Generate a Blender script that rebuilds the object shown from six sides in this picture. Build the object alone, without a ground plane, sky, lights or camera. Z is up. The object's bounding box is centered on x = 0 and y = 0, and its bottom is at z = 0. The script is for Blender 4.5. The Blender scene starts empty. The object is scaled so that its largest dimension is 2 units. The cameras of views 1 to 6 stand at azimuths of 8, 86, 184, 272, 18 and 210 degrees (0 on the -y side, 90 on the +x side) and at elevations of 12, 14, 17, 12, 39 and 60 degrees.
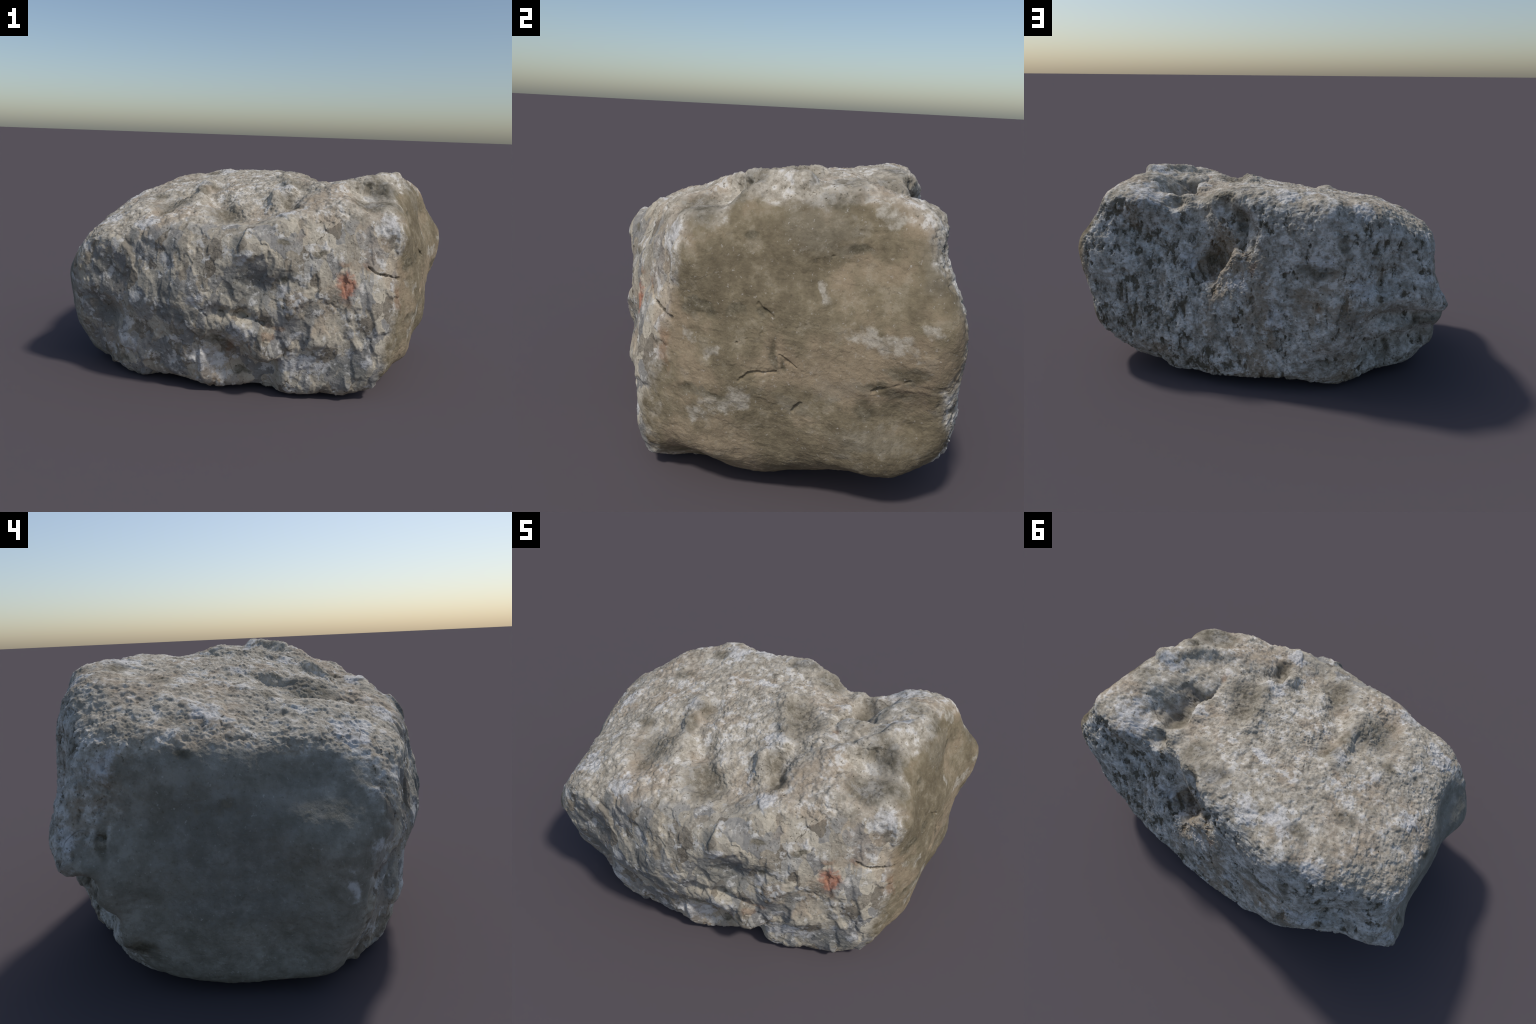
"""A weathered limestone boulder: a rounded block bounded by broken facets,
softened by broad swells and hollows, split on top by a fissure, with a deep
pocket in the pitted back and a dust-brown right end."""
import bpy, bmesh, math
import numpy as np

CENTRE = np.array([0.0, 0.0, 0.52])
EDGE = 28.0                      # sharpness of the edges between facets (1/m)

# Broken faces of the block: outward normal and distance from the origin.
FACETS = [
    (-0.086, -0.106, 0.991, 1.0693),
    (0.176, 0.384, 0.906, 1.2722),
    (-0.271, -0.503, 0.821, 1.1503),
    (-0.611, 0.208, 0.763, 1.2900),
    (0.617, -0.194, 0.763, 1.3340),
    (-0.015, 0.710, 0.705, 1.1488),
    (0.229, -0.784, 0.576, 1.1183),
    (-0.821, -0.307, 0.482, 1.2981),
    (0.919, -0.184, 0.349, 1.1909),
    (-0.426, 0.842, 0.330, 1.1163),
    (0.684, 0.661, 0.309, 1.2030),
    (-0.298, -0.914, 0.275, 0.9710),
    (-0.955, 0.208, 0.214, 1.1900),
    (0.401, -0.902, 0.159, 0.9468),
    (0.169, 0.979, 0.111, 0.7450),
    (0.801, -0.593, -0.082, 0.9174),
    (0.795, 0.582, -0.171, 0.9962),
    (-0.770, -0.611, -0.185, 1.0041),
    (0.956, -0.219, -0.196, 0.8421),
    (0.157, 0.963, -0.218, 0.6478),
    (-0.937, 0.098, -0.335, 0.8833),
    (0.036, -0.936, -0.350, 0.5590),
    (-0.754, 0.434, -0.492, 0.8083),
    (-0.339, 0.799, -0.496, 0.6127),
    (0.343, 0.762, -0.550, 0.5875),
    (-0.347, -0.745, -0.570, 0.5413),
    (0.497, -0.455, -0.739, 0.5356),
    (0.499, 0.006, -0.866, 0.3303),
    (0.000, 0.000, -1.000, 0.0000),
]

# Broad swells (negative) and hollows (positive): amount, centre, radius.
SWELLS = [
    (0.046, (-0.092, -0.403, 0.619), 0.220),
    (0.037, (0.239, 0.375, 0.610), 0.099),
    (0.049, (-0.272, -0.033, 0.781), 0.220),
    (0.062, (0.094, 0.227, 0.793), 0.220),
    (-0.032, (-0.495, 0.739, 1.055), 0.186),
    (0.035, (-0.358, -0.143, 0.939), 0.052),
    (0.055, (0.561, 0.137, 0.714), 0.220),
    (-0.048, (0.007, -0.657, -0.120), 0.220),
    (-0.036, (0.349, -0.681, 0.281), 0.099),
    (0.045, (0.518, -0.396, 0.241), 0.166),
    (-0.017, (1.047, 0.422, 0.746), 0.080),
    (0.032, (0.752, -0.119, 0.254), 0.119),
    (0.053, (-0.589, 0.316, 0.545), 0.220),
    (-0.031, (-0.465, 0.610, -0.070), 0.127),
    (0.055, (0.561, 0.137, 0.715), 0.220),
    (0.049, (0.502, -0.292, 0.622), 0.220),
    (0.053, (-0.710, -0.213, 0.503), 0.220),
    (0.054, (-0.703, -0.040, 0.571), 0.220),
    (0.047, (0.410, 0.355, 0.945), 0.143),
    (-0.025, (-0.970, 0.398, 0.169), 0.049),
    (-0.035, (-0.603, -0.539, 0.032), 0.096),
    (-0.066, (0.536, -0.373, -0.150), 0.220),
    (0.049, (0.531, -0.256, 0.671), 0.220),
    (0.057, (-0.108, 0.358, 0.696), 0.220),
    (-0.038, (-1.044, 0.438, 0.367), 0.091),
    (0.032, (0.849, 0.360, 0.502), 0.097),
    (-0.019, (0.616, -0.200, 1.014), 0.046),
    (-0.036, (-0.751, -0.369, -0.138), 0.220),
    (-0.031, (-0.351, 0.641, 1.037), 0.090),
    (-0.050, (0.502, 0.293, -0.132), 0.220),
    (0.052, (0.658, 0.203, 0.376), 0.220),
    (0.057, (-0.418, -0.385, 0.372), 0.220),
    (-0.020, (0.002, -0.715, 0.360), 0.115),
    (-0.015, (0.825, -0.405, 0.177), 0.086),
    (0.039, (-0.174, 0.530, 0.225), 0.133),
    (0.052, (0.615, 0.201, 0.417), 0.220),
    (0.049, (0.544, -0.236, 0.692), 0.220),
    (0.049, (-0.418, 0.478, 0.875), 0.125),
    (0.053, (-0.681, -0.246, 0.487), 0.220),
    (0.045, (0.650, 0.326, 0.257), 0.163),
    (0.064, (0.134, 0.412, 0.275), 0.211),
    (0.052, (-0.587, 0.315, 0.556), 0.220),
    (0.048, (-0.268, -0.379, 0.623), 0.220),
    (0.030, (-0.836, -0.258, 0.142), 0.089),
    (0.056, (-0.641, 0.309, 0.404), 0.220),
    (-0.033, (0.087, -0.629, 0.224), 0.047),
    (0.024, (-0.812, -0.068, 0.777), 0.135),
    (0.053, (0.420, -0.362, 0.414), 0.220),
    (0.053, (-0.710, -0.213, 0.503), 0.220),
    (-0.020, (-0.782, -0.555, 0.768), 0.094),
    (-0.049, (0.195, -0.111, 0.990), 0.045),
    (0.028, (0.120, -0.122, 1.024), 0.045),
    (0.048, (0.634, -0.339, 0.161), 0.116),
    (0.053, (0.413, -0.364, 0.410), 0.220),
    (-0.033, (-1.051, 0.562, 0.477), 0.066),
    (-0.028, (-0.639, -0.589, 0.230), 0.092),
    (0.055, (0.560, 0.137, 0.714), 0.220),
    (0.040, (0.807, 0.314, 0.347), 0.103),
    (-0.014, (0.990, 0.090, 0.315), 0.090),
    (0.028, (0.749, 0.312, 0.889), 0.116),
    (0.053, (-0.552, 0.320, 0.643), 0.220),
    (-0.036, (-0.940, 0.377, 0.926), 0.139),
    (0.059, (0.360, 0.276, 0.819), 0.220),
    (0.053, (-0.709, -0.215, 0.502), 0.220),
    (0.046, (-0.142, -0.395, 0.621), 0.220),
    (0.045, (0.003, -0.490, 0.150), 0.111),
    (0.058, (0.291, 0.317, 0.432), 0.220),
    (0.035, (0.363, 0.473, 0.128), 0.075),
    (0.038, (0.529, 0.430, 0.122), 0.078),
    (0.053, (-0.498, 0.345, 0.670), 0.220),
    (0.046, (-0.045, -0.248, 0.754), 0.220),
    (0.028, (-0.889, -0.131, 0.162), 0.098),
    (0.056, (-0.629, 0.321, 0.398), 0.220),
    (-0.017, (-0.408, -0.222, 0.985), 0.045),
    (0.048, (0.261, -0.439, 0.204), 0.170),
    (0.029, (0.318, -0.426, 0.858), 0.116),
    (0.049, (0.073, -0.414, 0.642), 0.220),
    (0.054, (0.597, 0.006, 0.734), 0.220),
    (0.032, (0.873, 0.290, 0.675), 0.122),
    (0.043, (0.624, -0.287, 0.838), 0.152),
    (0.039, (0.213, 0.411, 0.593), 0.077),
    (0.057, (-0.443, -0.379, 0.416), 0.220),
    (0.050, (0.132, -0.463, 0.636), 0.220),
    (-0.029, (0.916, 0.240, 0.133), 0.101),
    (0.043, (-0.124, 0.424, 0.845), 0.177),
    (0.072, (-0.221, 0.463, 0.411), 0.220),
    (-0.035, (-0.255, -0.173, 0.937), 0.065),
    (-0.033, (-0.147, -0.374, 0.913), 0.089),
    (0.055, (-0.635, 0.063, 0.652), 0.220),
    (0.048, (-0.109, -0.537, 0.186), 0.108),
    (0.047, (0.137, -0.488, 0.630), 0.211),
    (0.032, (0.164, 0.419, 0.868), 0.112),
    (0.027, (0.143, 0.474, 0.694), 0.078),
    (-0.069, (0.398, 0.112, 0.924), 0.045),
    (0.038, (0.480, 0.216, 0.851), 0.045),
    (-0.092, (0.436, 0.275, 0.904), 0.045),
    (-0.019, (0.437, -0.055, 1.013), 0.046),
    (-0.030, (0.557, -0.059, 1.121), 0.053),
    (-0.023, (0.529, 0.115, 1.063), 0.100),
    (-0.008, (0.147, 0.454, 0.935), 0.045),
    (0.029, (0.782, 0.235, 0.855), 0.153),
    (-0.026, (-0.999, 0.346, 0.201), 0.076),
    (0.008, (-0.571, 0.571, 0.566), 0.059),
    (-0.019, (0.213, -0.677, 0.472), 0.077),
]

# Local carving (positive) and ridges (negative), as soft rods: amount, start, end, radius.
GROOVES = [
    # steep-walled fissure between the knob and the rest of the top
    (0.064, (0.390, -0.060, 0.965), (0.418, 0.120, 0.945), 0.028),
    (0.064, (0.418, 0.120, 0.945), (0.445, 0.320, 0.920), 0.028),
    # scarp and trough left of the middle of the top
    (-0.020, (-0.335, 0.020, 0.970), (-0.350, -0.120, 0.950), 0.028),
    (-0.020, (-0.350, -0.120, 0.950), (-0.310, -0.280, 0.890), 0.028),
    (0.020, (-0.260, 0.000, 0.950), (-0.250, -0.200, 0.920), 0.050),
    (0.022, (-0.250, -0.200, 0.920), (-0.150, -0.390, 0.855), 0.055),
    # second scarp, above the valley
    (-0.020, (0.080, 0.080, 1.030), (0.120, -0.100, 1.020), 0.028),
    (-0.020, (0.120, -0.100, 1.020), (0.150, -0.220, 0.970), 0.028),
    (0.032, (0.165, 0.020, 1.020), (0.200, -0.100, 1.000), 0.045),
    (0.028, (0.200, -0.100, 1.000), (0.195, -0.220, 0.970), 0.045),
    # tooth and the nook beside it
    (-0.026, (0.080, -0.290, 0.970), (0.100, -0.350, 0.880), 0.028),
    (0.028, (0.140, -0.280, 0.940), (0.150, -0.345, 0.870), 0.034),
    # crest of the knob and the worn hollow before it
    (-0.021, (0.370, -0.260, 1.000), (0.514, -0.185, 1.050), 0.030),
    (-0.022, (0.514, -0.185, 1.050), (0.680, -0.045, 1.070), 0.030),
    (0.010, (0.575, -0.240, 1.025), (0.510, -0.390, 0.935), 0.050),
    # left pit
    (0.020, (-0.500, -0.190, 0.890), (-0.470, -0.370, 0.855), 0.060),
    # back: pocket, channel above it, spur beside it
    (0.036, (0.280, 0.530, 0.715), (0.232, 0.420, 0.662), 0.040),
    (0.025, (0.310, 0.410, 0.860), (0.270, 0.460, 0.760), 0.055),
    (0.030, (0.165, 0.450, 0.930), (0.075, 0.500, 0.860), 0.040),
    (0.025, (0.075, 0.500, 0.860), (0.060, 0.520, 0.780), 0.035),
    (-0.020, (0.115, 0.525, 0.700), (0.185, 0.500, 0.600), 0.032),
    # back lower corner: cap line and notches
    (0.022, (-0.785, 0.530, 0.410), (-0.940, 0.440, 0.400), 0.025),
    (-0.028, (-0.620, 0.560, 0.335), (-0.760, 0.500, 0.345), 0.034),
    (0.028, (-0.600, 0.525, 0.205), (-0.860, 0.420, 0.255), 0.038),
    (0.045, (-0.660, 0.510, 0.270), (-0.670, 0.480, 0.150), 0.030),
    (0.022, (-0.345, 0.655, 0.215), (-0.290, 0.635, 0.130), 0.030),
    # front: slit and the gap at the foot
    (0.011, (-0.150, -0.630, 0.430), (-0.030, -0.620, 0.420), 0.024),
    (0.011, (-0.030, -0.620, 0.420), (0.085, -0.620, 0.380), 0.024),
    (0.040, (0.093, -0.580, 0.230), (0.090, -0.565, 0.060), 0.034),
]


_F = np.array(FACETS); _S = np.array([(a, *c, s) for a, c, s in SWELLS])


def smooth_block(p):
    """Implicit form of the block: below zero inside."""
    z = EDGE * (p @ _F[:, :3].T - _F[:, 3])
    m = z.max(1)
    v = (m + np.log(np.exp(z - m[:, None]).sum(1))) / EDGE
    c, s = _S[:, 1:4], _S[:, 4]
    d2 = (p ** 2).sum(1)[:, None] - 2 * p @ c.T + (c ** 2).sum(1)
    v += np.exp(-d2 / (2 * s * s)) @ _S[:, 0]
    for a, q0, q1, s in GROOVES:
        q0, q1 = np.array(q0), np.array(q1)
        ax = q1 - q0
        t = np.clip(((p - q0) @ ax) / (ax @ ax), 0, 1)
        v += a * np.exp(-((p - q0 - t[:, None] * ax) ** 2).sum(1) / (2 * s * s))
    return v


def block_mesh():
    bm = bmesh.new()
    bmesh.ops.create_icosphere(bm, subdivisions=7, radius=1.0)
    me = bpy.data.meshes.new("boulder")
    bm.to_mesh(me); bm.free()
    n = len(me.vertices)
    co = np.empty(n * 3, np.float32); me.vertices.foreach_get("co", co)
    d = co.reshape(-1, 3).astype(float)
    # stretch the directions toward the block's proportions for even triangles
    d *= np.array([1.0, 0.68, 0.55]); d /= np.linalg.norm(d, axis=1)[:, None]
    # march inward along each direction until the surface is met
    r = np.full(n, 1.35)
    on = np.arange(n)
    for _ in range(160):
        v = smooth_block(CENTRE + d[on] * r[on, None])
        r[on] -= 0.62 * v
        on = on[np.abs(v) > 2e-4]
        if not len(on):
            break
    p = CENTRE + d * r[:, None]
    # relax the mesh along the surface so steep walls get their share of faces
    ed = np.empty(len(me.edges) * 2, np.int32); me.edges.foreach_get("vertices", ed)
    i, j = ed.reshape(-1, 2).T
    deg = np.bincount(np.r_[i, j], minlength=n)[:, None]
    for k in range(10):
        near = np.stack([np.bincount(i, p[j, x], n) + np.bincount(j, p[i, x], n) for x in range(3)], 1) / deg
        p = p + 0.6 * (near - p)
        f0 = smooth_block(p)
        g = np.stack([(smooth_block(p + 2e-3 * np.eye(3)[x]) - f0) / 2e-3 for x in range(3)], 1)
        step = f0[:, None] * g / np.maximum((g ** 2).sum(1), 0.25)[:, None]
        p -= np.clip(step, -0.02, 0.02)
    me.vertices.foreach_set("co", p.astype(np.float32).ravel())
    me.update()
    return me


# ---------------------------------------------------------------- node helper
class Nodes:
    """Writes arithmetic into a shader tree or a geometry tree alike."""

    def __init__(self, tree, place):
        self.t, self.p = tree, place

    def put(self, socket, value):
        if isinstance(value, bpy.types.NodeSocket):
            self.t.links.new(value, socket)
        elif value is not None:
            socket.default_value = value

    def math(self, op, a, b=None, c=None, clamp=False):
        n = self.t.nodes.new("ShaderNodeMath"); n.operation = op; n.use_clamp = clamp
        for s, v in zip(n.inputs, (a, b, c)):
            self.put(s, v)
        return n.outputs[0]

    def add(self, a, b): return self.math("ADD", a, b)
    def sub(self, a, b): return self.math("SUBTRACT", a, b)
    def mul(self, a, b): return self.math("MULTIPLY", a, b)
    def inv(self, a): return self.math("SUBTRACT", 1.0, a)
    def top(self, a, b): return self.math("MAXIMUM", a, b)

    def vec(self, op, a, b=None, out=0):
        n = self.t.nodes.new("ShaderNodeVectorMath"); n.operation = op
        self.put(n.inputs[0], a)
        if b is not None:
            self.put(n.inputs[3] if op == "SCALE" else n.inputs[1], b)
        return n.outputs[out]

    def dot(self, a, b): return self.vec("DOT_PRODUCT", a, b, out=1)

    def ramp(self, x, lo, hi):
        n = self.t.nodes.new("ShaderNodeMapRange"); n.interpolation_type = "SMOOTHSTEP"
        self.put(n.inputs[0], x)
        up = lo < hi
        n.inputs[1].default_value, n.inputs[2].default_value = (lo, hi) if up else (hi, lo)
        n.inputs[3].default_value, n.inputs[4].default_value = (0.0, 1.0) if up else (1.0, 0.0)
        return n.outputs[0]

    def noise(self, scale, detail=2.0, rough=0.5, stretch=None, at=(0, 0, 0), warp=0.0):
        p = self.p
        if stretch: p = self.vec("MULTIPLY", p, stretch)
        if at != (0, 0, 0): p = self.vec("ADD", p, at)
        n = self.t.nodes.new("ShaderNodeTexNoise")
        self.put(n.inputs["Vector"], p)
        n.inputs["Scale"].default_value = scale
        n.inputs["Detail"].default_value = detail
        n.inputs["Roughness"].default_value = rough
        n.inputs["Distortion"].default_value = warp
        return n.outputs[0]

    def noise_vec(self, scale, detail):
        n = self.t.nodes.new("ShaderNodeTexNoise"); self.put(n.inputs["Vector"], self.p)
        n.inputs["Scale"].default_value = scale; n.inputs["Detail"].default_value = detail
        return n.outputs[1]

    def cells(self, scale, feature="F1", stretch=None, at=(0, 0, 0), out="Distance", smooth=0.3, warp=0.0):
        p = self.p
        if stretch: p = self.vec("MULTIPLY", p, stretch)
        if at != (0, 0, 0): p = self.vec("ADD", p, at)
        if warp:
            w = self.t.nodes.new("ShaderNodeTexNoise"); self.put(w.inputs["Vector"], p)
            w.inputs["Scale"].default_value = scale * 1.3; w.inputs["Detail"].default_value = 2
            off = self.vec("SCALE", self.vec("SUBTRACT", w.outputs[1], (0.5, 0.5, 0.5)), warp)
            p = self.vec("ADD", p, off)
        n = self.t.nodes.new("ShaderNodeTexVoronoi"); n.feature = feature
        self.put(n.inputs["Vector"], p)
        n.inputs["Scale"].default_value = scale
        if feature == "SMOOTH_F1": n.inputs["Smoothness"].default_value = smooth
        return n.outputs[out]

    def blob(self, centre, size, lo=1.25, hi=0.55):
        """1 inside an ellipsoid, fading to 0 outside it."""
        q = self.vec("DIVIDE", self.vec("SUBTRACT", self.p, centre), size)
        return self.ramp(self.vec("LENGTH", q, out=1), lo, hi)

    def segment(self, a, b):
        """Distance to a straight segment."""
        a, b = np.array(a, float), np.array(b, float); ax = b - a
        rel = self.vec("SUBTRACT", self.p, tuple(a))
        t = self.math("MULTIPLY", self.dot(rel, tuple(ax)), 1.0 / float(ax @ ax), clamp=True)
        n = self.t.nodes.new("ShaderNodeVectorMath"); n.operation = "SCALE"
        n.inputs[0].default_value = tuple(ax); self.put(n.inputs[3], t)
        return self.vec("LENGTH", self.vec("SUBTRACT", rel, n.outputs[0]), out=1)

    def plane(self, n, d):
        return self.sub(self.dot(self.p, n), d)

    def colour(self, fac, a, b):
        n = self.t.nodes.new("ShaderNodeMix"); n.data_type = "RGBA"
        self.put(n.inputs[0], fac)
        for s, v in ((n.inputs[6], a), (n.inputs[7], b)):
            self.put(s, (*v, 1.0) if isinstance(v, tuple) else v)
        return n.outputs[2]


# ------------------------------------------------------------ places and marks
CRACKS = [
    # front: two seams near the dusty end, and the long slit
    ((0.440, -0.518, 0.787), (0.522, -0.494, 0.759), 0.006),
    ((0.522, -0.494, 0.759), (0.607, -0.467, 0.730), 0.007),
    ((0.541, -0.508, 0.659), (0.580, -0.501, 0.630), 0.007),
    ((0.580, -0.501, 0.630), (0.692, -0.437, 0.598), 0.006),
    ((-0.141, -0.625, 0.434), (-0.044, -0.605, 0.423), 0.011),
    ((-0.044, -0.605, 0.423), (0.072, -0.621, 0.385), 0.011),
    # dusty end: short broken cracks and ledges
    ((0.818, -0.230, 0.572), (0.837, -0.157, 0.612), 0.0037),
    ((0.827, -0.222, 0.449), (0.835, -0.192, 0.480), 0.0043),
    ((0.835, -0.192, 0.480), (0.852, -0.114, 0.496), 0.0043),
    ((0.816, -0.172, 0.695), (0.836, -0.129, 0.665), 0.0062),
    ((0.825, 0.039, 0.853), (0.864, 0.196, 0.872), 0.0050),
    ((0.854, -0.100, 0.551), (0.865, -0.051, 0.516), 0.0037),
    ((0.919, 0.169, 0.470), (0.950, 0.264, 0.518), 0.0056),
    ((0.859, -0.055, 0.373), (0.868, -0.034, 0.402), 0.0056),
]



# Where stains and scabs sit: centre and radii in metres.
# Chalk-white scabs and fresh scars
CHALK = [
    (-0.15, 0.49, 1.02, 0.059, 0.070, 0.059),
    (-0.29, 0.45, 1.02, 0.066, 0.062, 0.057),
    (0.07, 0.40, 1.04, 0.049, 0.050, 0.045),
    (-0.06, 0.21, 1.01, 0.039, 0.028, 0.029),
    (0.60, 0.33, 0.99, 0.097, 0.086, 0.082),
    (0.62, -0.03, 1.03, 0.067, 0.060, 0.057),
    (0.15, -0.49, 0.89, 0.047, 0.040, 0.039),
    (-0.75, -0.36, 0.80, 0.056, 0.046, 0.045),
    (-0.35, -0.01, 0.98, 0.050, 0.036, 0.037),
    (0.09, -0.18, 0.98, 0.046, 0.065, 0.050),
    (-0.52, 0.55, 0.97, 0.056, 0.050, 0.047),
    (0.42, -0.00, 0.92, 0.067, 0.060, 0.057),
    (-0.61, -0.54, 0.20, 0.045, 0.045, 0.041),
    (-0.19, -0.59, 0.18, 0.112, 0.112, 0.052),
    (-0.25, -0.67, 0.49, 0.033, 0.033, 0.033),
    (0.15, -0.62, 0.55, 0.040, 0.040, 0.036),
    (0.24, -0.61, 0.34, 0.029, 0.029, 0.021),
    (-0.03, -0.66, 0.33, 0.049, 0.049, 0.049),
    (0.26, -0.59, 0.18, 0.102, 0.102, 0.051),
    (0.57, -0.56, 0.21, 0.034, 0.034, 0.034),
    (0.34, -0.57, 0.76, 0.024, 0.028, 0.028),
    (-0.01, -0.68, 0.71, 0.031, 0.031, 0.027),
    (0.63, -0.44, 0.84, 0.051, 0.051, 0.051),
    (-0.52, -0.49, 0.82, 0.069, 0.069, 0.035),
    (-0.80, -0.36, 0.78, 0.056, 0.056, 0.033),
    (-0.79, 0.09, 0.87, 0.053, 0.039, 0.043),
    (-0.73, -0.38, 0.80, 0.037, 0.037, 0.026),
    (-0.93, -0.40, 0.50, 0.035, 0.021, 0.035),
    (-0.96, -0.33, 0.39, 0.049, 0.015, 0.049),
    (-0.93, 0.49, 0.54, 0.043, 0.036, 0.043),
    (-0.91, 0.38, 0.74, 0.042, 0.042, 0.042),
    (0.10, 0.57, 0.56, 0.053, 0.053, 0.036),
    (-0.15, 0.50, 1.01, 0.069, 0.069, 0.043),
    (0.36, 0.45, 0.66, 0.056, 0.056, 0.056),
    (-0.10, 0.61, 0.41, 0.036, 0.062, 0.062),
    (-0.54, 0.65, 0.59, 0.078, 0.078, 0.052),
    (-0.33, 0.63, 0.72, 0.060, 0.060, 0.043),
]
# Smooth blue-grey faces, plus the left end's tinted-in shade
GREY = [
    (-0.72, -0.51, 0.55, 0.099, 0.099, 0.099),
    (-0.02, -0.63, 0.57, 0.113, 0.113, 0.097),
    (0.28, -0.62, 0.44, 0.049, 0.065, 0.065),
    (-0.35, -0.65, 0.41, 0.125, 0.125, 0.038),
    (-0.75, -0.44, 0.35, 0.112, 0.121, 0.121),
    (-0.41, -0.65, 0.52, 0.100, 0.100, 0.067),
    (-0.58, -0.54, 0.75, 0.022, 0.043, 0.043),
    (-0.50, -0.55, 0.79, 0.019, 0.019, 0.019),
    (0.16, -0.63, 0.62, 0.040, 0.040, 0.032),
    (0.48, -0.56, 0.16, 0.111, 0.111, 0.051),
    (-0.05, -0.65, 0.77, 0.032, 0.039, 0.039),
    (-0.36, -0.62, 0.72, 0.033, 0.041, 0.041),
    (0.79, -0.00, 0.93, 0.101, 0.101, 0.074),
    (0.82, 0.09, 0.87, 0.061, 0.061, 0.020),
    (0.86, -0.06, 0.40, 0.057, 0.057, 0.029),
    (0.90, 0.08, 0.47, 0.084, 0.084, 0.028),
    (0.92, 0.17, 0.30, 0.117, 0.117, 0.037),
    (-0.88, 0.02, 0.51, 0.198, 0.198, 0.162),  # centre of the left end, its baked shading kept at part strength
    (-0.96, -0.01, 0.33, 0.183, 0.183, 0.063),
    (-0.46, 0.68, 0.43, 0.061, 0.061, 0.052),
    (0.91, 0.32, 0.84, 0.080, 0.040, 0.080),
]
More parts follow.
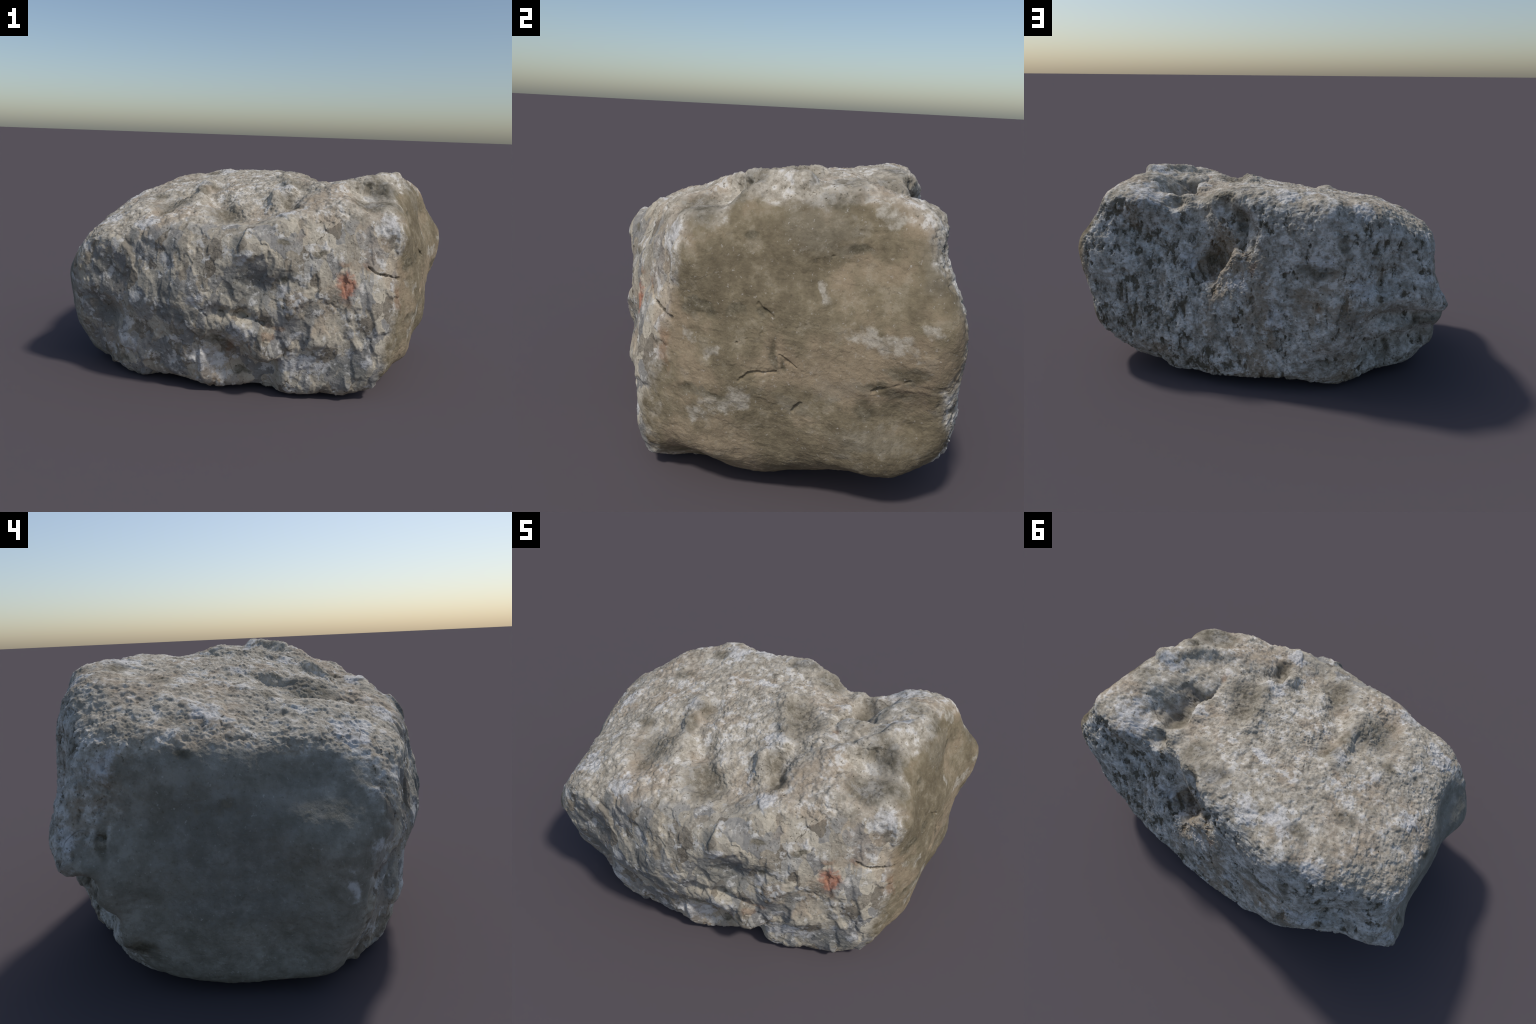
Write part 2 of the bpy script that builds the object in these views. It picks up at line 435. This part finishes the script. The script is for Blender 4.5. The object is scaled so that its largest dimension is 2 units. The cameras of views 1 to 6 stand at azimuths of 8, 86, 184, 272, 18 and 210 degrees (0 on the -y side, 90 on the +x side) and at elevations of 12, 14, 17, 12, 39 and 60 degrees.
# Dark olive dirt lying in hollows and pits, plus painted fissure shade
DIRT = [
    (0.40, 0.00, 0.92, 0.040, 0.090, 0.060),  # first three rows darken the fissure for its wall turned from the sun
    (0.43, 0.16, 0.90, 0.045, 0.100, 0.060),
    (0.45, 0.28, 0.91, 0.045, 0.060, 0.050),
    (0.22, 0.44, 0.66, 0.060, 0.080, 0.060),
    (-0.15, -0.43, 0.82, 0.082, 0.077, 0.071),
    (0.20, -0.08, 0.99, 0.096, 0.075, 0.075),
    (0.14, 0.02, 0.99, 0.082, 0.060, 0.062),
    (0.43, -0.01, 0.92, 0.079, 0.074, 0.069),
    (0.48, 0.17, 0.83, 0.069, 0.072, 0.064),
    (0.24, 0.33, 0.99, 0.090, 0.071, 0.071),
    (0.04, 0.40, 1.04, 0.040, 0.048, 0.040),
    (0.17, -0.38, 0.87, 0.044, 0.069, 0.051),
    (0.57, -0.34, 0.94, 0.122, 0.051, 0.065),
    (0.58, -0.20, 1.00, 0.077, 0.044, 0.050),
    (0.68, 0.11, 1.05, 0.064, 0.041, 0.044),
    (-0.44, -0.26, 0.89, 0.099, 0.099, 0.090),
    (0.18, -0.10, 0.99, 0.074, 0.063, 0.061),
    (0.12, -0.28, 0.92, 0.035, 0.062, 0.043),
    (-0.16, -0.37, 0.84, 0.082, 0.064, 0.065),
    (-0.45, -0.24, 0.89, 0.050, 0.051, 0.046),
    (-0.47, -0.36, 0.84, 0.040, 0.043, 0.038),
    (0.58, -0.16, 1.04, 0.052, 0.038, 0.039),
    (0.61, -0.24, 0.99, 0.063, 0.067, 0.059),
    (0.51, -0.38, 0.93, 0.067, 0.048, 0.050),
    (-0.30, -0.01, 0.96, 0.060, 0.049, 0.048),
    (-0.53, 0.26, 0.96, 0.064, 0.035, 0.040),
    (0.09, 0.39, 1.03, 0.073, 0.047, 0.051),
    (-0.38, 0.44, 1.01, 0.055, 0.034, 0.037),
    (-0.32, -0.13, 0.95, 0.028, 0.065, 0.040),
    (0.80, -0.23, 0.67, 0.028, 0.028, 0.017),
    (0.75, -0.34, 0.65, 0.064, 0.064, 0.018),
    (0.82, -0.15, 0.68, 0.020, 0.020, 0.014),
    (0.82, 0.12, 0.87, 0.047, 0.047, 0.017),
    (0.95, 0.25, 0.55, 0.062, 0.062, 0.027),
    (0.76, 0.07, 1.01, 0.062, 0.062, 0.027),
    (0.77, -0.37, 0.38, 0.045, 0.045, 0.022),
    (0.91, 0.14, 0.40, 0.036, 0.036, 0.036),
    (0.74, -0.20, 0.88, 0.021, 0.021, 0.014),
    (0.92, 0.22, 0.47, 0.070, 0.070, 0.021),
    (0.85, -0.12, 0.55, 0.041, 0.014, 0.041),
    (0.86, -0.09, 0.52, 0.021, 0.010, 0.021),
    (0.85, -0.11, 0.59, 0.021, 0.010, 0.021),
    (0.61, -0.39, 0.09, 0.026, 0.026, 0.013),
    (0.80, -0.30, 0.39, 0.044, 0.044, 0.015),
    (0.55, -0.39, 0.93, 0.051, 0.051, 0.034),
    (0.16, -0.62, 0.76, 0.032, 0.032, 0.016),
    (-0.03, -0.55, 0.11, 0.039, 0.039, 0.017),
    (-0.16, -0.62, 0.29, 0.050, 0.050, 0.025),
    (-0.57, -0.11, 0.90, 0.049, 0.049, 0.019),
    (0.16, -0.63, 0.60, 0.020, 0.020, 0.020),
    (0.32, -0.59, 0.72, 0.040, 0.040, 0.012),
    (-0.64, -0.50, 0.10, 0.033, 0.033, 0.028),
    (0.08, 0.45, 0.88, 0.040, 0.099, 0.099),
    (0.25, 0.37, 0.64, 0.043, 0.043, 0.038),
    (-0.44, 0.64, 0.81, 0.029, 0.050, 0.050),
    (-0.67, 0.44, 0.19, 0.021, 0.053, 0.053),
    (-0.35, 0.63, 0.18, 0.037, 0.037, 0.023),
    (-0.85, 0.47, 0.36, 0.104, 0.104, 0.028),
    (0.17, 0.44, 0.99, 0.072, 0.072, 0.027),
    (-0.30, 0.62, 0.66, 0.077, 0.077, 0.030),
    (-0.94, 0.39, 0.53, 0.050, 0.018, 0.050),
    (-0.90, 0.15, 0.76, 0.034, 0.034, 0.017),
    (-0.82, 0.02, 0.62, 0.129, 0.129, 0.029),
    (-0.93, 0.31, 0.18, 0.053, 0.053, 0.030),
]
# Faint pale smears on the dusty end
SMEAR = [
    (0.91, 0.14, 0.63, 0.040, 0.040, 0.034),
    (0.93, 0.19, 0.62, 0.054, 0.054, 0.030),
    (0.96, 0.24, 0.62, 0.040, 0.040, 0.023),
    (0.98, 0.30, 0.68, 0.026, 0.026, 0.016),
    (0.82, -0.23, 0.39, 0.036, 0.036, 0.033),
    (0.80, -0.29, 0.36, 0.044, 0.044, 0.030),
    (0.78, -0.34, 0.32, 0.030, 0.030, 0.026),
    (0.74, -0.38, 0.56, 0.026, 0.026, 0.018),
    (0.80, -0.04, 0.86, 0.015, 0.015, 0.013),
    (0.85, 0.02, 0.75, 0.027, 0.012, 0.027),
    (0.82, 0.21, 0.97, 0.034, 0.034, 0.030),
    (0.95, 0.39, 0.47, 0.025, 0.018, 0.025),
    (0.79, -0.30, 0.53, 0.029, 0.029, 0.021),
]
# Rust and ochre stains
RUST = [
    (-0.10, -0.59, 0.25, 0.015, 0.043, 0.043),
    (0.13, -0.63, 0.38, 0.049, 0.049, 0.016),
    (0.10, -0.64, 0.32, 0.021, 0.033, 0.033),
    (0.54, -0.52, 0.66, 0.021, 0.021, 0.015),
    (0.44, -0.56, 0.67, 0.033, 0.033, 0.012),
    (0.45, -0.58, 0.50, 0.037, 0.037, 0.029),
    (0.02, -0.64, 0.27, 0.012, 0.033, 0.033),
    (-0.30, 0.64, 0.48, 0.026, 0.026, 0.022),
    (0.73, 0.40, 0.82, 0.014, 0.014, 0.011),
    (0.67, 0.42, 0.96, 0.017, 0.017, 0.014),
    (0.01, 0.57, 0.65, 0.022, 0.035, 0.035),
    (0.69, -0.46, 0.50, 0.061, 0.019, 0.061),
    (0.36, -0.10, 0.97, 0.029, 0.035, 0.029),
]
# The one orange-red spot
BRICK = [
    (0.45, -0.57, 0.58, 0.051, 0.056, 0.056),
]


# Edges between the sides of the block, as dividing planes through the edge
# (normal, distance): positive toward the second side.
DIVIDE = {
    "front/right": ((0.856, 0.494, -0.154), 0.276),
    "top/right": ((-0.720, 0.238, 0.652), 0.120),
    "back/right": ((0.565, -0.821, -0.076), 0.156),
    "top/front": ((-0.101, 0.606, 0.789), 0.353),
    "top/back": ((-0.087, -0.660, 0.746), 0.392),
    "top/left": ((0.707, 0.025, 0.707), -0.087),
    "left/back": ((-0.706, -0.708, 0.006), 0.396),
    "left/front": ((-0.703, 0.710, 0.039), 0.383),
}


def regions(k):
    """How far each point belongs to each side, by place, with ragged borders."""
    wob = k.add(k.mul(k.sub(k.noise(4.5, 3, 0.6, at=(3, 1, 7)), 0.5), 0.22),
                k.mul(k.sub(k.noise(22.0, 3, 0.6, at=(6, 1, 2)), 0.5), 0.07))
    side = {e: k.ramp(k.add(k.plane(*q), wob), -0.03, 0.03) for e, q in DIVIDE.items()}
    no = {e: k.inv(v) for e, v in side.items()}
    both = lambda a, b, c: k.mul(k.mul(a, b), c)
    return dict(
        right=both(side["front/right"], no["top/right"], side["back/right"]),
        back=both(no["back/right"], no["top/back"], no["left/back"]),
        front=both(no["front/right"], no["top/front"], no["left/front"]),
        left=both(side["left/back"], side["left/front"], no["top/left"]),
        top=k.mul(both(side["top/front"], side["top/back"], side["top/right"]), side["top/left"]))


def spots(k, places, reach=1.5):
    """Highest spherical falloff over a list of ellipsoids: 1 at a centre, 0 outside."""
    best = None
    off = k.vec("SUBTRACT", k.noise_vec(9.0, 4), (0.5, 0.5, 0.5))
    p = k.vec("ADD", k.p, k.vec("SCALE", off, 0.11))
    for x, y, z, a, b, c in places:
        inv = (1 / (a * reach), 1 / (b * reach), 1 / (c * reach))
        n = k.t.nodes.new("ShaderNodeVectorMath"); n.operation = "MULTIPLY_ADD"
        k.t.links.new(p, n.inputs[0])
        n.inputs[1].default_value = inv
        n.inputs[2].default_value = (-x * inv[0], -y * inv[1], -z * inv[2])
        d = k.vec("LENGTH", n.outputs[0], out=1)
        best = d if best is None else k.math("MINIMUM", best, d)
    return k.math("SUBTRACT", 1.0, best, clamp=True)


def pits(k):
    """Leached holes of the back: small, crisp, longer up and down than across,
    crowded toward the low right-hand part and sparse toward the far left."""
    a = k.noise(20.0, 3, 0.55, stretch=(1.25, 1.25, 0.66), at=(1.7, 0, 4))
    a2 = k.noise(46.0, 2, 0.55, stretch=(1.2, 1.2, 0.7), at=(4.7, 2, 4))
    b = k.noise(4.0, 3, 0.55, at=(8, 2, 1))
    crowd = k.add(k.mul(k.ramp(k.dot(k.p, (0.75, 0.0, -0.65)), -0.75, 0.15), 0.055), k.mul(k.sub(b, 0.5), 0.30))
    return k.top(k.ramp(k.add(a, crowd), 0.565, 0.655), k.mul(k.ramp(k.add(a2, crowd), 0.61, 0.68), 0.5))


def crack_dip(k, w):
    dip = None
    jig = k.mul(k.sub(k.noise(22.0, 3, 0.6), 0.5), 0.03)
    for a, b, s in CRACKS:
        q = k.ramp(k.add(k.segment(a, b), jig), s * w, s * 0.2)
        dip = q if dip is None else k.top(dip, q)
    return dip


def relief(k):
    """Height of the surface grain over the smooth block, in metres."""
    r = regions(k)
    s = lambda x: k.sub(x, 0.5)
    h = k.mul(s(k.noise(6.0, 3, 0.55, at=(0, 5, 2))), 0.013)
    calm = k.inv(k.mul(k.top(r["right"], r["left"]), 0.55))
    h = k.add(h, k.mul(k.mul(s(k.noise(19.0, 5, 0.62)), 0.021), k.mul(calm, k.inv(k.mul(r["front"], 0.35)))))
    # ridged crumbling edges
    crest = k.math("ABSOLUTE", s(k.noise(11.0, 4, 0.6, at=(2, 9, 4))))
    h = k.sub(h, k.mul(k.mul(k.ramp(crest, 0.10, 0.0), k.top(r["top"], k.mul(r["back"], 0.6))), 0.006))
    # top: weathered, granular with small knobs
    knob = k.mul(s(k.noise(48.0, 4, 0.7)), 0.013)
    knob = k.mul(knob, k.add(k.mul(k.ramp(k.dot(k.p, (1, 0, 0)), -0.75, -0.30), 0.6), 0.4))
    h = k.add(h, k.mul(knob, k.add(k.mul(k.top(r["top"], k.mul(r["back"], 0.8)), 0.75), 0.25)))
    # back: leached pits
    h = k.sub(h, k.mul(k.mul(pits(k), r["back"]), 0.011))
    # dusty end: low ledges along the bedding
    bed = k.noise(7.0, 4, 0.55, stretch=(0.7, 0.7, 2.0), at=(3, 8, 5))
    h = k.add(h, k.mul(k.mul(s(k.ramp(bed, 0.46, 0.54)), r["right"]), 0.0015))
    # front: flat chipped scales with steps between them
    scale = k.cells(8.0, "SMOOTH_F1", stretch=(1.2, 1.0, 0.75), out="Color", smooth=0.25, warp=0.10)
    chip = k.cells(19.0, "SMOOTH_F1", stretch=(1.2, 1.0, 0.6), at=(4, 4, 1), out="Color", smooth=0.25, warp=0.05)
    step = k.add(k.mul(s(k.dot(scale, (1, 0, 0))), 0.017), k.mul(s(k.dot(chip, (1, 0, 0))), 0.009))
    h = k.add(h, k.mul(step, k.add(k.mul(r["front"], 0.8), 0.2)))
    h = k.sub(h, k.mul(crack_dip(k, 1.4), k.sub(0.015, k.mul(r["right"], 0.007))))
    h = k.sub(h, k.mul(k.ramp(spots(k, DIRT), 0.1, 0.9), 0.003))
    return h


def add_relief(ob):
    g = bpy.data.node_groups.new("rock_relief", "GeometryNodeTree")
    g.interface.new_socket("Geometry", in_out="INPUT", socket_type="NodeSocketGeometry")
    g.interface.new_socket("Geometry", in_out="OUTPUT", socket_type="NodeSocketGeometry")
    gi, go = g.nodes.new("NodeGroupInput"), g.nodes.new("NodeGroupOutput")
    pos, nor = g.nodes.new("GeometryNodeInputPosition"), g.nodes.new("GeometryNodeInputNormal")
    sp = g.nodes.new("GeometryNodeSetPosition")
    k = Nodes(g, pos.outputs[0])
    n = g.nodes.new("ShaderNodeVectorMath"); n.operation = "SCALE"
    g.links.new(nor.outputs[0], n.inputs[0]); g.links.new(relief(k), n.inputs[3])
    g.links.new(gi.outputs[0], sp.inputs["Geometry"])
    g.links.new(n.outputs[0], sp.inputs["Offset"])
    g.links.new(sp.outputs[0], go.inputs[0])
    m = ob.modifiers.new("relief", "NODES"); m.node_group = g


def rock_material():
    m = bpy.data.materials.new("limestone"); m.use_nodes = True
    t = m.node_tree; b = t.nodes["Principled BSDF"]
    tc = t.nodes.new("ShaderNodeTexCoord")
    k = Nodes(t, tc.outputs["Object"])
    r = regions(k)
    s = lambda x: k.sub(x, 0.5)
    fine = k.noise(75.0, 5, 0.7)
    small = k.noise(30.0, 5, 0.65, at=(5, 2, 8))
    mid = k.noise(12.0, 5, 0.65, at=(2, 6, 1))
    broad = k.noise(3.2, 4, 0.6, at=(9, 3, 3))
    # ragged breaks for the edges of every patch
    fray = k.add(k.mul(s(small), 0.9), k.mul(s(mid), 0.7))
    clast = k.cells(15.0, stretch=(1.1, 1.1, 0.75), out="Color", warp=0.06)
    shade = k.dot(clast, (1, 0, 0))
    hue = k.dot(clast, (0, 1, 0))

    # top: warm grey, granular
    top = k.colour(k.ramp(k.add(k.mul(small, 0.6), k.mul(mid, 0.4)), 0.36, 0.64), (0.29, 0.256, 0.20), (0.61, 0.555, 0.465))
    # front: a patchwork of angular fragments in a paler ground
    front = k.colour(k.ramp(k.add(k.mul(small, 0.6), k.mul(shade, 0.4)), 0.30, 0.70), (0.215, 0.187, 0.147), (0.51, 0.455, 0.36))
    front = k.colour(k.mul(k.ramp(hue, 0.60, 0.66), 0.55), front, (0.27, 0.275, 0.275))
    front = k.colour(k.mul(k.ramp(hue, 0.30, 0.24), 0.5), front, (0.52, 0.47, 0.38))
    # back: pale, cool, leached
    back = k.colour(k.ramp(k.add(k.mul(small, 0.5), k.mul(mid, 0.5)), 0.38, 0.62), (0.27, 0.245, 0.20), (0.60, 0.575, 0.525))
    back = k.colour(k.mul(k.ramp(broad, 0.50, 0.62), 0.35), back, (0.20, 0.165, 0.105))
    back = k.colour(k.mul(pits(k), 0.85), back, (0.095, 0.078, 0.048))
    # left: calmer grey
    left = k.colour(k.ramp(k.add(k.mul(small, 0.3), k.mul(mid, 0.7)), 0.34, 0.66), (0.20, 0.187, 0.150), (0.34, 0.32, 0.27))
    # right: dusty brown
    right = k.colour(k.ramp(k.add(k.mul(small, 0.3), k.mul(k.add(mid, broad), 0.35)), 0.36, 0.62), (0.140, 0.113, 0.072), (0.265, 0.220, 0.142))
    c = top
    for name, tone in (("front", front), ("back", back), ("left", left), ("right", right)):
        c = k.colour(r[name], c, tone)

    # large drifts of warmer and cooler stone
    c = k.colour(k.mul(k.mul(k.ramp(broad, 0.50, 0.62), k.inv(r["left"])), 0.36), c, (0.40, 0.30, 0.205))
    patch = lambda places, cut: k.ramp(k.add(spots(k, places, 1.9), k.mul(fray, 1.15)), cut, cut + 0.42)
    c = k.colour(k.mul(patch(GREY, 0.24), k.sub(k.add(0.45, k.mul(r["front"], 0.30)), k.mul(r["right"], 0.28))), c, k.colour(mid, (0.13, 0.13, 0.115), (0.24, 0.24, 0.225)))
    c = k.colour(k.mul(patch(SMEAR, 0.25), 0.62), c, k.colour(k.ramp(small, 0.35, 0.62), (0.25, 0.22, 0.165), (0.50, 0.465, 0.40)))
    c = k.colour(k.mul(patch(CHALK, 0.27), k.sub(0.75, k.mul(r["right"], 0.65))), c, k.colour(k.ramp(small, 0.35, 0.6), (0.42, 0.40, 0.365), (0.66, 0.65, 0.64)))
    scab = k.mul(k.ramp(k.add(k.mul(mid, 0.6), k.mul(small, 0.4)), 0.525, 0.595), k.inv(k.mul(k.top(r["right"], r["left"]), 0.93)))
    c = k.colour(k.mul(scab, 0.75), c, (0.66, 0.635, 0.59))
    c = k.colour(k.mul(patch(DIRT, 0.25), k.sub(0.75, k.mul(r["top"], 0.12))), c, k.colour(k.ramp(small, 0.4, 0.65), (0.075, 0.064, 0.040), (0.19, 0.165, 0.115)))
    c = k.colour(k.mul(patch(RUST, 0.30), 0.5), c, (0.22, 0.115, 0.055))
    c = k.colour(k.mul(patch(BRICK, 0.26), 0.80), c, k.colour(k.ramp(small, 0.35, 0.65), (0.33, 0.115, 0.06), (0.47, 0.20, 0.12)))
    # specks, dark pores and cracks
    c = k.colour(k.mul(k.ramp(fine, 0.43, 0.30), k.inv(k.mul(k.top(r["right"], r["left"]), 0.6))), c, (0.095, 0.08, 0.055))
    c = k.colour(k.mul(k.ramp(fine, 0.60, 0.72), 0.5), c, (0.60, 0.57, 0.52))
    vein = k.math("ABSOLUTE", s(k.noise(4.0, 2, 0.45, at=(1, 1, 9))))
    gap = k.mul(k.ramp(vein, 0.006, 0.001), k.ramp(k.noise(7.0, 1, 0.5, at=(7, 0, 3)), 0.56, 0.66))
    gap = k.mul(gap, k.inv(r["left"]))
    c = k.colour(k.mul(k.top(crack_dip(k, 1.0), k.mul(gap, 0.6)), k.sub(0.8, k.mul(r["right"], 0.35))), c, (0.06, 0.05, 0.036))
    t.links.new(c, b.inputs["Base Color"])
    b.inputs["Roughness"].default_value = 0.93
    b.inputs["Specular IOR Level"].default_value = 0.2
    bump = t.nodes.new("ShaderNodeBump")
    bump.inputs["Strength"].default_value = 0.7; bump.inputs["Distance"].default_value = 0.004
    t.links.new(k.noise(140.0, 4, 0.7), bump.inputs["Height"])
    t.links.new(bump.outputs[0], b.inputs["Normal"])
    return m


def build():
    me = block_mesh()
    ob = bpy.data.objects.new("boulder", me)
    bpy.context.scene.collection.objects.link(ob)
    sub = ob.modifiers.new("fine", "SUBSURF"); sub.levels = sub.render_levels = 2
    add_relief(ob)
    dg = bpy.context.evaluated_depsgraph_get()
    fine = bpy.data.meshes.new_from_object(ob.evaluated_get(dg))
    ob.modifiers.clear()
    ob.data = fine; fine.name = "boulder"
    bpy.data.meshes.remove(me)
    for g in list(bpy.data.node_groups): bpy.data.node_groups.remove(g)
    n = len(fine.vertices)
    co = np.empty(n * 3, np.float32); fine.vertices.foreach_get("co", co)
    co = co.reshape(-1, 3); co[:, 2] = np.maximum(co[:, 2], 0.0)
    fine.vertices.foreach_set("co", co.ravel()); fine.update()
    fine.materials.clear(); fine.materials.append(rock_material())
    fine.polygons.foreach_set("use_smooth", [True] * len(fine.polygons))
    ob["label"] = "a rough pale limestone boulder with hollows, a fissure and brown dust"
    ob["category"] = "boulder"


build()
